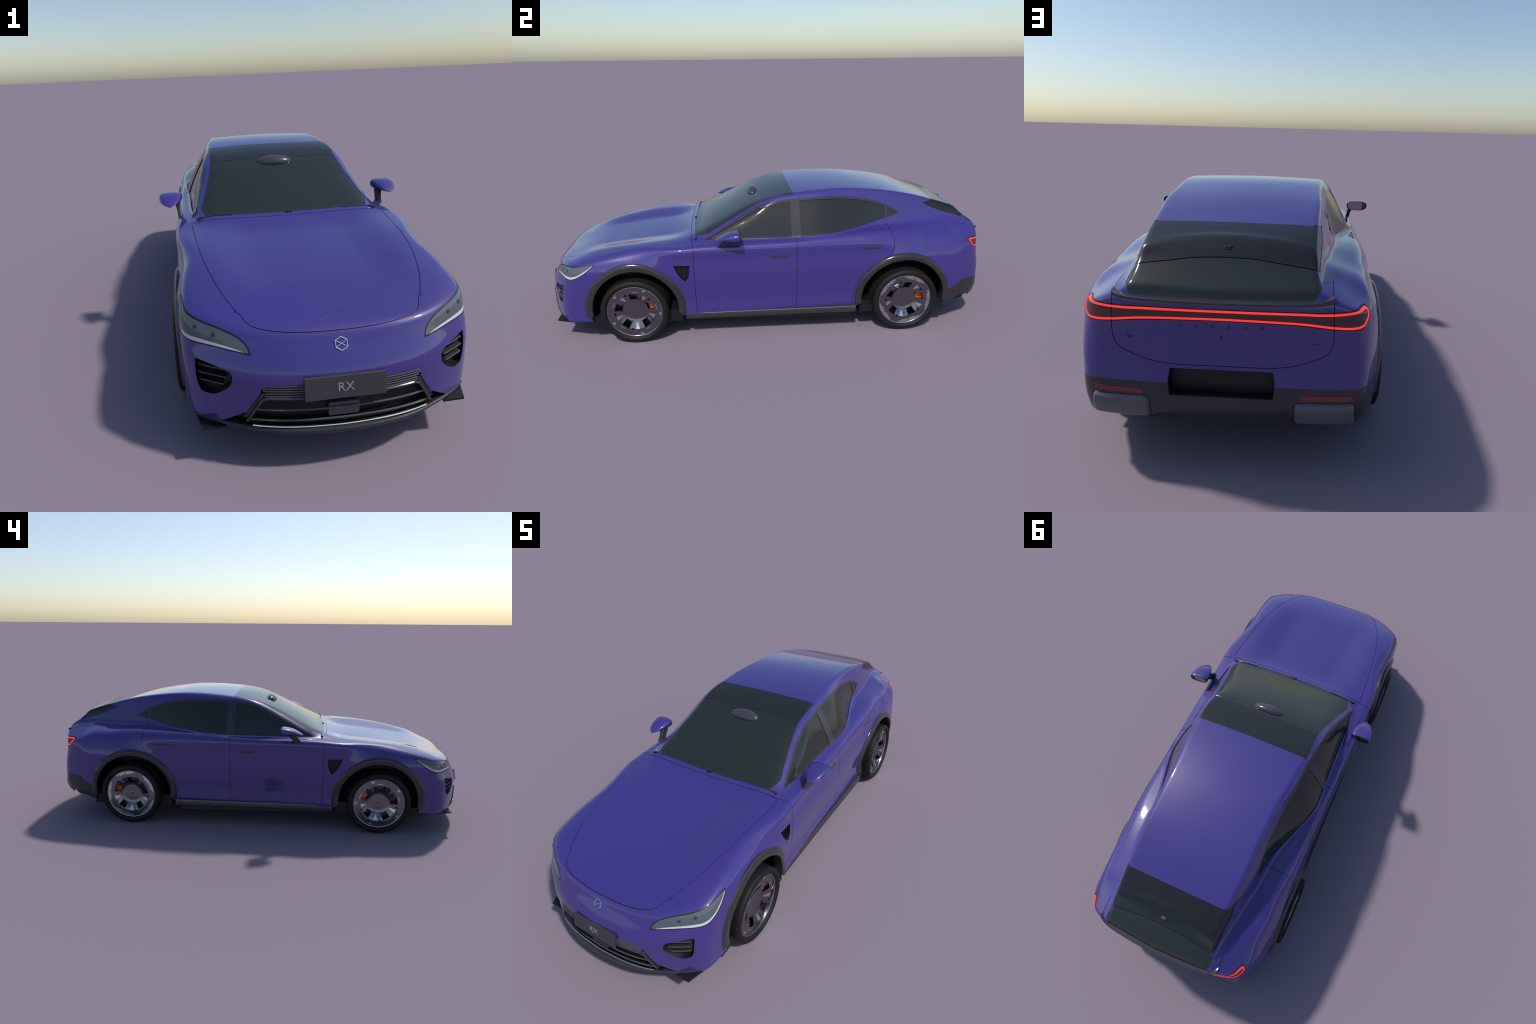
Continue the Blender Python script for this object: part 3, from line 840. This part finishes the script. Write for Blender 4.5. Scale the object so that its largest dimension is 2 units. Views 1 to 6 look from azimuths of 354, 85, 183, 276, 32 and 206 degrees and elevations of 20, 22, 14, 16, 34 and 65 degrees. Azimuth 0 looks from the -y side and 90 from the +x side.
def lettering(text, size, loc, rot, mat, name, parent, depth=.0006, space=1.0, bold=0.):
    cu = bpy.data.curves.new(name, "FONT"); cu.body = text; cu.size = size; cu.extrude = depth
    cu.offset = size * bold; cu.align_x = "CENTER"; cu.align_y = "CENTER"; cu.space_character = space
    tmp = bpy.data.objects.new("tmp", cu); bpy.context.scene.collection.objects.link(tmp)
    bpy.context.view_layer.update()
    me = bpy.data.meshes.new_from_object(tmp.evaluated_get(bpy.context.evaluated_depsgraph_get()))
    bpy.data.objects.remove(tmp); bpy.data.curves.remove(cu)
    me.name = name; me.materials.clear(); me.materials.append(mat)
    ob = bpy.data.objects.new(name, me); bpy.context.scene.collection.objects.link(ob)
    ob.parent = parent; ob.location = loc; ob.rotation_euler = rot
    return ob


tilt = math.atan2(.010, .0522)
lettering("RX", .0300, (0, -.98890, .2168), (math.pi / 2 - tilt, 0, 0), INK, "plate_letters", PLATE_OB)
# emblem
c = np.array([0, -.9430, .3010]); n = normals(c[None])[0]; c = c - n * (body(c[None])[0]) + n * .0016
u = np.array([1., 0, 0]); w = np.cross(n, u); w = w if w[2] > 0 else -w
hexa = [c + .0158 * (math.sin(a) * u + math.cos(a) * w) for a in np.radians(np.arange(0, 360, 60))]
EM = group("emblem")
for i in range(6):
    v, f = tube([hexa[i], hexa[(i + 1) % 6]], .0013, 8); add("emblem_ring", v, f, CHROME, EM)
for i in (1, 2):
    v, f = tube([hexa[i], hexa[i + 3]], .0009, 8); add("emblem_bar", v, f, CHROME, EM)
# hood latch marks
for x in (-.0145, .0145):
    p = surface_from((x, -.8750, .6), (0, 0, -1)); v, f = box(p, (.009, .0012, .0008)); add("hood_mark", v, f, BADGE, smooth=False)

# ================================================================ side details
for key, (yc, zc, ro, ri) in ARCH.items():
    rings = []
    for a in np.radians(np.linspace(-7, 187, 90)):
        pts = []
        for r, out in ((ro + .0005, -.006), (ro, .0004), (ro - .0015, .0024), (ro - .0045, .0055), (ro - .0085, .0082), (ro - .0125, .0096), (ro - .0150, .0098), (ri + .0025, .0092), (ri + .0004, .0080), (ri, .0060), (ri, -.030), (ri + .004, -.030)):
            y, z = yc + r * math.cos(a), zc + r * math.sin(a)
            x0 = float(side_x(np.array([y]), np.array([min(z, .335)]))[0])
            q = x0 - .0015 * max(0, (z - .30) / .06)
            # follow the real skin where it rolls in above the wheel
            pts.append((q + (out * .7 if key == 'front' and out > 0 else out), y, z))
        rings.append(pts)
    v, f = loft(rings)
    both("arch_trim", v, f, ARCHTRIM, angle=38)
    rings = []
    for a in np.radians(np.linspace(-14, 194, 60)):
        rings.append([(x, yc + r * math.cos(a), zc + r * math.sin(a)) for x, r in ((.366, ri + .006), (.24 + .09 * max(0., math.sin(a)) ** 2, ri + .006), (.235 + .09 * max(0., math.sin(a)) ** 2, .150), (.235, .140), (.225, .02))])
    v, f = loft(rings, closed=False, caps=False)
    both("wheel_well", v, [q[::-1] for q in f], BLACK)

# splash guards at the foot of each arch
for y0, y1, z0, z1 in ((-.438, -.380, .084, .140), (.412, .472, .084, .140), (.748, .800, .086, .135), (-.790, -.722, .086, .125)):
    v, f = box((.314, (y0 + y1) / 2, (z0 + z1) / 2), (.098, y1 - y0, z1 - z0)); both("splash_guard", v, f, BLACK, smooth=False)

# sill trim with a bright line
rings, line = [], []
for t in np.linspace(0, 1, 40):
    y = -.3625 + t * (.391 + .3625); x = .3660 + .0115 * t ** 1.5; zt = .1215 + .0025 * t
    rings.append([(x - .03, y, .0925), (x - .004, y, .0920), (x, y, .0955), (x + .0005, y, zt - .006), (x - .003, y, zt), (x - .03, y, zt + .001)])
    line.append((x - .0008, y, zt - .0035))
v, f = loft(rings); SILL = both("side_sill", v, f, TRIM)
v, f = tube(line, .0012, 8); both("sill_strip", v, f, RING, SILL)

# flush handles
for (y0, y1, z, par) in ((.0098, .0879, .3704, FD), (.4103, .4919, .3950, RD)):
    rings = []
    for t in np.linspace(0, 1, 25):
        y = y0 + (y1 - y0) * t; h = .0046 * max(.12, (1 - abs(2 * t - 1) ** 6)) ** .6
        x0 = float(side_x(np.array([y]), np.array([z]))[0])
        p = surface_from((.5, y, z), (-1, 0, 0), .3)
        rings.append([(p[0] - .004, y, z - h), (p[0] + .0012, y, z - h), (p[0] + .0020, y, z), (p[0] + .0012, y, z + h), (p[0] - .004, y, z + h)])
    v, f = loft(rings); both("door_handle", v, f, HANDLE, par)

# fuel flap shut line, right side only
for l in fuel_flap:
    path = []
    for y, z in l:
        p = surface_from((.6, y, z), (-1, 0, 0), .4); n = normals(p[None])[0]; path.append(p - n * .0003)
    v, f = tube(path, .0007, 6); add("fuel_flap_line", v, f, BLACK)

# fender vent fin
for y, h in ((-.372, .03), (-.352, .03)):
    v, f = box((.3655, y, .318), (.010, .004, .05)); both("vent_fin", v, f, BLACK, smooth=False)

# ===================================================================== mirrors
MR = (group("door_mirror"), group("door_mirror"))
def mirror_ring(t, shrink=1.0):
    """Cross-section of the mirror cap: t = 0 at the glass, 1 at the front tip."""
    y = -.1215 - .0950 * t; k = max(1 - t ** 2.2, 0) ** .62
    cx = .3918 + .0010 * t; w = .0420 * k * shrink
    ztop = .4975 - .0300 * t ** 2.4; zbot = .4595 + .0015 * t - .0020 * math.sin(math.pi * t)
    zc = (ztop + zbot) / 2; h = max((ztop - zbot) / 2 * (k ** .5), .0008) * shrink
    pts = []
    for a in np.linspace(0, 2 * np.pi, 40, endpoint=False):
        c, s = math.cos(a), math.sin(a); e = 2 / (3.2 - 1.0 * t)
        x = math.copysign(abs(c) ** e, c); z = math.copysign(abs(s) ** e, s)
        narrow = 1 - .30 * max(-z, 0) * (.35 + .65 * t)
        pts.append((cx + w * x * narrow, y + .0035 * (x * .5), zc + h * z))
    return pts
rings = [mirror_ring(0, .93), mirror_ring(0, .97)] + [mirror_ring(t) for t in (0.015, .06, .14, .24, .36, .48, .60, .71, .80, .88, .94, .975, .995)]
rings[0] = [(x, y + .0015, z) for x, y, z in rings[0]]; rings[1] = [(x, y - .0002, z) for x, y, z in rings[1]]
v, f = loft(rings)
dark = [q for q in f[:-2] if q[0] // 40 >= 4 and 24 <= q[0] % 40 <= 36 and not (28 <= q[0] % 40 <= 31 and q[0] // 40 >= 9)]
mark = {tuple(q) for q in dark}
both("mirror_cap", v, [q for q in f if tuple(q) not in mark], PAINT, MR, angle=50)
both("mirror_band", v, dark, TRIM, MR, angle=50)
v, f = loft([[(x, y + .0016 + o, z) for x, y, z in mirror_ring(0, s)] for o, s in ((0, .95), (.0022, .95), (.0022, .88), (.0008, .86))], caps=False); both("mirror_rim", v, f, BLACK, MR)
pane = [(x, -.1190, z) for x, y, z in mirror_ring(0, .885)]
v, f = loft([[(x, y - .002, z) for x, y, z in pane], pane]); both("mirror_glass", v, f, MIRRORGLASS, MR, smooth=False)
top = [(.3585, -.176, .466), (.3585, -.140, .466), (.3755, -.140, .466), (.3755, -.176, .466)]
mid = [(.3560, -.196, .440), (.3560, -.160, .440), (.3690, -.160, .440), (.3690, -.196, .440)]
bot = [(.3520, -.221, .4130), (.3520, -.186, .4130), (.3665, -.186, .4150), (.3665, -.221, .4150)]
v, f = loft([bot, mid, top]); MS = both("mirror_stalk", v, f, TRIM, MR, angle=20)
for o in MS: bevel(o, .002)

# ================================================================= roof details
rings = []
c = np.array([0, -.0470, .5755]); sl = np.array([0, 1, .42]); sl /= np.linalg.norm(sl); up = np.array([0, -sl[2], sl[1]])
for t in np.linspace(-.999, .999, 41):
    k = math.sqrt(1 - t * t) ** .9
    rings.append([c + np.array([t * .0660, 0, 0]) + .0255 * k * (math.cos(a) * sl + .68 * math.sin(a) * up) - up * .004 * abs(t) ** 2 for a in np.linspace(0, 2 * np.pi, 28, endpoint=False)])
v, f = loft(rings); add("sensor_pod", v, f, POD)
# strip between windshield and roof glass
path = [surface_from((x, -.0190, .8), (0, 0, -1)) - np.array([0, 0, .0008]) for x in np.linspace(-.2366, .2366, 41)]
v, f = tube(path, .0019, 8, .6); add("glass_joint", v, f, FRAME)
# wipers at the foot of the windshield
for s in (1,):
    path = [surface_from((x, -.3105 + .0085 * ((x - .18) / .12) if x > .18 else -.3105 - .010 * (.18 - x) / .10, .8), (0, 0, -1)) + np.array([0, -.001, .0016]) for x in np.linspace(.185, .298, 25)]
    v, f = tube(path, .0016, 8, .7); both("wiper", v, f, TRIM)
    v, f = tube([path[-4], path[-2] + np.array([0, 0, .002]), path[-1] + np.array([.006, -.004, .0])], .0040, 10); both("wiper_pivot", v, f, TRIM)
p = surface_from((0, -.3175, .8), (0, 0, -1)); v, f = prism([(-.012, -.004), (.012, -.004), (.007, .005), (-.007, .005)], .004, lambda x, y, h: (x, p[1] + y, p[2] - .0015 + h)); add("washer_nozzle", v, f, BLACK, smooth=False)
# rear antenna and spoiler step
p = surface_from((0, .8757, .8), (0, 0, -1)); v, f = prism([(-.010, -.006), (.010, -.006), (.007, .004), (-.007, .004)], .007, lambda x, y, h: (x, p[1] + y, p[2] - .002 + h)); add("brake_camera", v, f, BADGE, smooth=False)

# ================================================================= rear details
rings = []
for x in xs(.2460, 61):
    e = abs(x) / .246
    ye = TAIL_Y - float(tail_plan_high(abs(x))) + .0115 - .015 * e ** 6
    zt = .4285 + .0075 * e ** 8 ; zb = .4195 + .002 * e ** 8
    rings.append([(x, ye - .034, zb - .001), (x, ye - .004, zb), (x, ye, zb + .002), (x, ye + .0005, zt - .003), (x, ye - .003, zt), (x, ye - .016, zt + .0005 + .0015 * e ** 8), (x, ye - .034, zt - .002)])
v, f = loft(rings); add("tailgate_lip", v, f, FRAME, TG)
def tail_at(x, z, out=0.):
    p = surface_from((x, 1.2, z), (0, -1, 0), .5); return p + np.array([0, out, 0])
g = []
for x in np.linspace(.1793, .2950, 20):
    a, b = tail_at(x, .1978, .0012), tail_at(x, .2098, .0012)
    g.append([a, b, b - [0, .006, 0], a - [0, .006, 0]])
v, f = loft(g); both("reflector", v, f, REFLECT, (RV, RV))
def rr(w, h, r, n=6):
    out = []
    for cx, cz, a0 in ((w - r, h - r, 0), (-w + r, h - r, 90), (-w + r, -h + r, 180), (w - r, -h + r, 270)):
        out += [(cx + r * math.cos(math.radians(a0 + 90 * i / n)), cz + r * math.sin(math.radians(a0 + 90 * i / n))) for i in range(n + 1)]
    return out
# badges, lettering and tailgate button
for i, ch in enumerate("LUXEED"):
    x = .0905 - .0362 * i; p = tail_at(x, .3668, .0002)
    lettering(ch, .0115, p, (math.pi / 2, 0, math.pi), BADGE, "tailgate_letter", TG, .0005, bold=.015)
for s in (1, -1):
    p = tail_at(s * .2085, .3293, .0003)
    if s > 0:
        v, f = box(p, (.0145, .0012, .0036)); add("tailgate_badge", v, f, BADGE, TG, smooth=False)
    else:
        for k in range(4):
            v, f = box(p + np.array([.0055 - .0037 * k, -.0003 * k, 0]), (.0030, .0012, .0038)); add("tailgate_badge", v, f, BADGE, TG, smooth=False)
p = tail_at(0, .3405, .0); v, f = prism(rr(.0030, .0060, .0025), .0012, lambda x, z, h: (p[0] + x, p[1] - .0004 + h, p[2] + z)); add("tailgate_button", v, f, BADGE, TG, smooth=False)

# ================================================================== underbody
out = [(0, -.975), (.18, -.955), (.30, -.89), (.335, -.80), (.25, -.78), (.25, -.36), (.352, -.34), (.356, .37), (.26, .40), (.26, .80), (.335, .83), (.33, .90), (.27, .955), (.15, .97), (0, .975)]
poly = out + [(-x, y) for x, y in out[-2:0:-1]]
zb = Curve1D((-1, .094), (-.8, .086), (0, .079), (.7, .084), (.9, .118), (1., .135))
v = [(x, y, float(zb(y))) for x, y in poly] + [(x * .98, y * .985, float(zb(y)) + .03) for x, y in poly]
n = len(poly); f = [list(range(n)), list(range(n, 2 * n))[::-1]] + [[i, n + i, n + (i + 1) % n, (i + 1) % n] for i in range(n)]
add("underbody", v, f, BLACK, smooth=False)
for key in ARCH:
    yc = ARCH[key][0]
    v, f = box((0, yc, .145), (.50, .03, .03)); add("axle", v, f, BLACK, smooth=False)

# ====================================================================== wheels
class Sheet:
    """Flat disc of triangles cut by outlines (local y, z), used for the wheel face."""
    def __init__(self, rad, nr=34, na=300):
        v = [(0., 0.)]; t = []
        for i in range(1, nr + 1):
            r = rad * i / nr
            v += [(r * math.cos(a), r * math.sin(a)) for a in np.linspace(0, 2 * np.pi, na, endpoint=False)]
        for j in range(na):
            t.append([0, 1 + j, 1 + (j + 1) % na])
            for i in range(nr - 1):
                a, b = 1 + i * na + j, 1 + i * na + (j + 1) % na
                t += [[a, a + na, b + na], [a, b + na, b]]
        self.V = np.array(v); self.T = np.array(t)

    def cut(self, f):
        f = np.where(np.abs(f) < 1e-8, 1e-8, f); pos = f > 0; s = pos[self.T].sum(1); mixed = (s == 1) | (s == 2)
        if not mixed.any(): return
        T = self.T[mixed]; st = pos[T]; lone = np.where(s[mixed] == 1, np.argmax(st, 1), np.argmin(st, 1)); r = np.arange(len(T))
        a, b, c = T[r, lone], T[r, (lone + 1) % 3], T[r, (lone + 2) % 3]
        e = np.concatenate([np.sort(np.stack([a, b], 1), 1), np.sort(np.stack([a, c], 1), 1)])
        u, inv = np.unique(e, axis=0, return_inverse=True); inv = inv.ravel()
        w = (f[u[:, 0]] / (f[u[:, 0]] - f[u[:, 1]]))[:, None]
        base = len(self.V); self.V = np.concatenate([self.V, self.V[u[:, 0]] * (1 - w) + self.V[u[:, 1]] * w])
        ab, ac = base + inv[:len(T)], base + inv[len(T):]
        self.T = np.concatenate([self.T[~mixed], np.stack([a, ab, ac], 1), np.stack([ab, b, c], 1), np.stack([ab, c, ac], 1)])


def folded(q, turn):
    """Fold the disc five times about the axis, turned by an angle in degrees."""
    r = np.hypot(q[:, 0], q[:, 1]); a = np.degrees(np.arctan2(q[:, 1], q[:, 0])) - turn
    a = np.radians((a + 36) % 72 - 36)
    return np.stack([r * np.cos(a), r * np.sin(a)], 1)


dish = Curve1D((0, -.0190), (.030, -.0190), (.041, -.0188), (.047, -.0175), (.066, -.0080), (.080, -.0016), (.086, .0), (.100, .0), (.115, .0))
def face_x(y, z): return dish(np.hypot(y, z))


W_HOLE = np.array([(.0530, -.0125), (.0835, -.0195), (.0855, .0170), (.0550, .0135)])
W_TRI = np.array([(.0730, .0285), (.0850, .0280), (.0790, .0395)])
W_SLIT = [np.array([(.0480, .0125), (.0500, .0105), (.0590, .0165), (.0570, .0185)]), np.array([(.0470, -.0145), (.0485, -.0165), (.0570, -.0215), (.0560, -.0190)]),
          np.array([(.0600, -.0260), (.0625, -.0265), (.0720, -.0345), (.0700, -.0345)])]


def wheel(side, key, y, xout, rad, turn):
    g = group("wheel", ROOT, (side * xout, y, rad))
    S = lambda v: np.array(v, float) * [side, 1, 1]
    def put(name, v, f, mat, **kw):
        return add(name, S(v), f if side > 0 else [list(q)[::-1] for q in f], mat, g, **kw)
    tread = [(rad - .0005, -.022)]
    for k in range(4):
        x0 = -.030 - .014 * k
        tread += [(rad, x0), (rad - .004, x0 - .001), (rad - .004, x0 - .004), (rad, x0 - .005)]
    prof = [(.1165, -.006), (.1192, .0030), (.1225, .0085), (.1285, .0115), (.1350, .0115), (rad - .0050, .0090), (rad - .0015, .0055), (rad - .0002, -.001)] + tread + [(rad - .001, -.090), (rad - .004, -.099), (.130, -.106), (.118, -.104)]
    v, f = lathe(prof, 120); put("tyre", v, f[::1], RUBBER, angle=40)
    v, f = lathe([(.1150, -.010), (.1190, -.008), (.1196, -.0010), (.1190, .0010), (.1174, .0017), (.1156, .0010), (.1150, -.0012), (.1146, -.0060), (.1120, -.016), (.1080, -.030), (.1050, -.095)], 120)
    put("rim", v, f, RING)
    # spoked face
    sh = Sheet(.1150)
    outlines = [W_HOLE, W_TRI] + W_SLIT
    for o in outlines:
        sh.cut(area_distance(folded(sh.V, turn), o, .05))
    c = sh.V[sh.T].mean(1); keep = np.ones(len(c), bool)
    for o in outlines:
        keep &= area_distance(folded(c, turn), o, .05) > 0
    t = sh.T[keep]; ids, inv = np.unique(t, return_inverse=True); t = inv.reshape(-1, 3); q = sh.V[ids]
    v = np.stack([face_x(q[:, 0], q[:, 1]) - .0020, q[:, 0], q[:, 1]], 1)
    b = borders(np.stack([t[:, 0], t[:, 1], t[:, 2]], 1), np.c_[np.ones(len(v)), v[:, 1:]])
    k = len(v); back = v[b.ravel()].reshape(-1, 2, 3)
    wallv = np.concatenate([back[:, 0], back[:, 1], back[:, 0] - [.010, 0, 0], back[:, 1] - [.010, 0, 0]])
    m = len(b); wf = np.stack([k + np.arange(m), k + 2 * m + np.arange(m), k + 3 * m + np.arange(m), k + m + np.arange(m)], 1)
    put("wheel_face", np.concatenate([v, wallv]), t.tolist() + wf.tolist(), ALLOY, angle=30)
    # bright inserts
    def insert(name, poly, base_turn, mat, h=.0012):
        for i in range(5):
            a = math.radians(turn + base_turn + 72 * i); ca, sa = math.cos(a), math.sin(a)
            P = np.array(poly)
            P = np.stack([P[:, 0] * ca - P[:, 1] * sa, P[:, 0] * sa + P[:, 1] * ca], 1)
            n = len(P); x = face_x(P[:, 0], P[:, 1]) - .0020
            vv = np.concatenate([np.c_[x - .002, P], np.c_[x + h, P]])
            ff = [list(range(n))[::-1], list(range(n, 2 * n))] + [[j, (j + 1) % n, n + (j + 1) % n, n + j] for j in range(n)]
            put(name, vv, ff, mat, smooth=False)
    insert("spoke_inlay", [(.0575, -.0015), (.0830, -.0085), (.0845, .0095), (.0580, .0015)], 36, BRIGHT)
    arc = lambda r0, r1, a0, a1, n=10: [(r0 * math.cos(math.radians(a)), r0 * math.sin(math.radians(a))) for a in np.linspace(a0, a1, n)] + [(r1 * math.cos(math.radians(a)), r1 * math.sin(math.radians(a))) for a in np.linspace(a1, a0, n)]
    if key == "front":
        insert("rim_inlay", [(.0990, .0010), (.1105, -.0095), (.1115, .0), (.1105, .0095)], -27, BRIGHT)
        insert("rim_slot", arc(.0925, .0950, -14, 1), 0, BRIGHT, .0006)
    else:
        insert("rim_inlay", arc(.1075, .1142, -25, -18, 4)[:4] + arc(.1010, .1142, -16, 16, 12)[:12] + arc(.1075, .1142, 18, 25, 4)[:4] + arc(.1010, .1142, -25, 25, 16)[16:], -15, BRIGHT, .0008)
        insert("rim_spoke", [(.0940, -.0011), (.1135, -.0015), (.1135, .0015), (.0940, .0011)], -15, ALLOY, .0016)
        insert("rim_slot", arc(.1055, .1066, -13, 13), -15, ALLOY, .0014)
    # hub cap
    v, f = lathe([(.0002, -.0205), (.0090, -.0210), (.0105, -.0218), (.0118, -.0235), (.0118, -.028)], 40); put("hub_cap", v, f, ALLOY)
    # brake
    v, f = lathe([(.030, -.040), (.090, -.040), (.090, -.048), (.030, -.048)], 72, True); put("brake_disc", v, f, BRAKE)
    v, f = lathe([(.0005, -.034), (.046, -.034), (.048, -.060), (.0005, -.060)], 48); put("hub", v, f, BLACK)
    rings = []
    for a in np.radians(np.linspace(-6, 42, 12)):
        rings.append([(x, r * math.cos(a), r * math.sin(a)) for x, r in ((-.030, .060), (-.030, .094), (-.058, .094), (-.058, .060))])
    v, f = loft(rings); ob = put("brake_caliper", v, [q[::-1] for q in f], ORANGE)


for s in (1, -1):
    wheel(s, "front", -.5785, .3800, .1455, 92 if s > 0 else 98)
    wheel(s, "rear", .6105, .3850, .1455, 84 if s > 0 else 92)
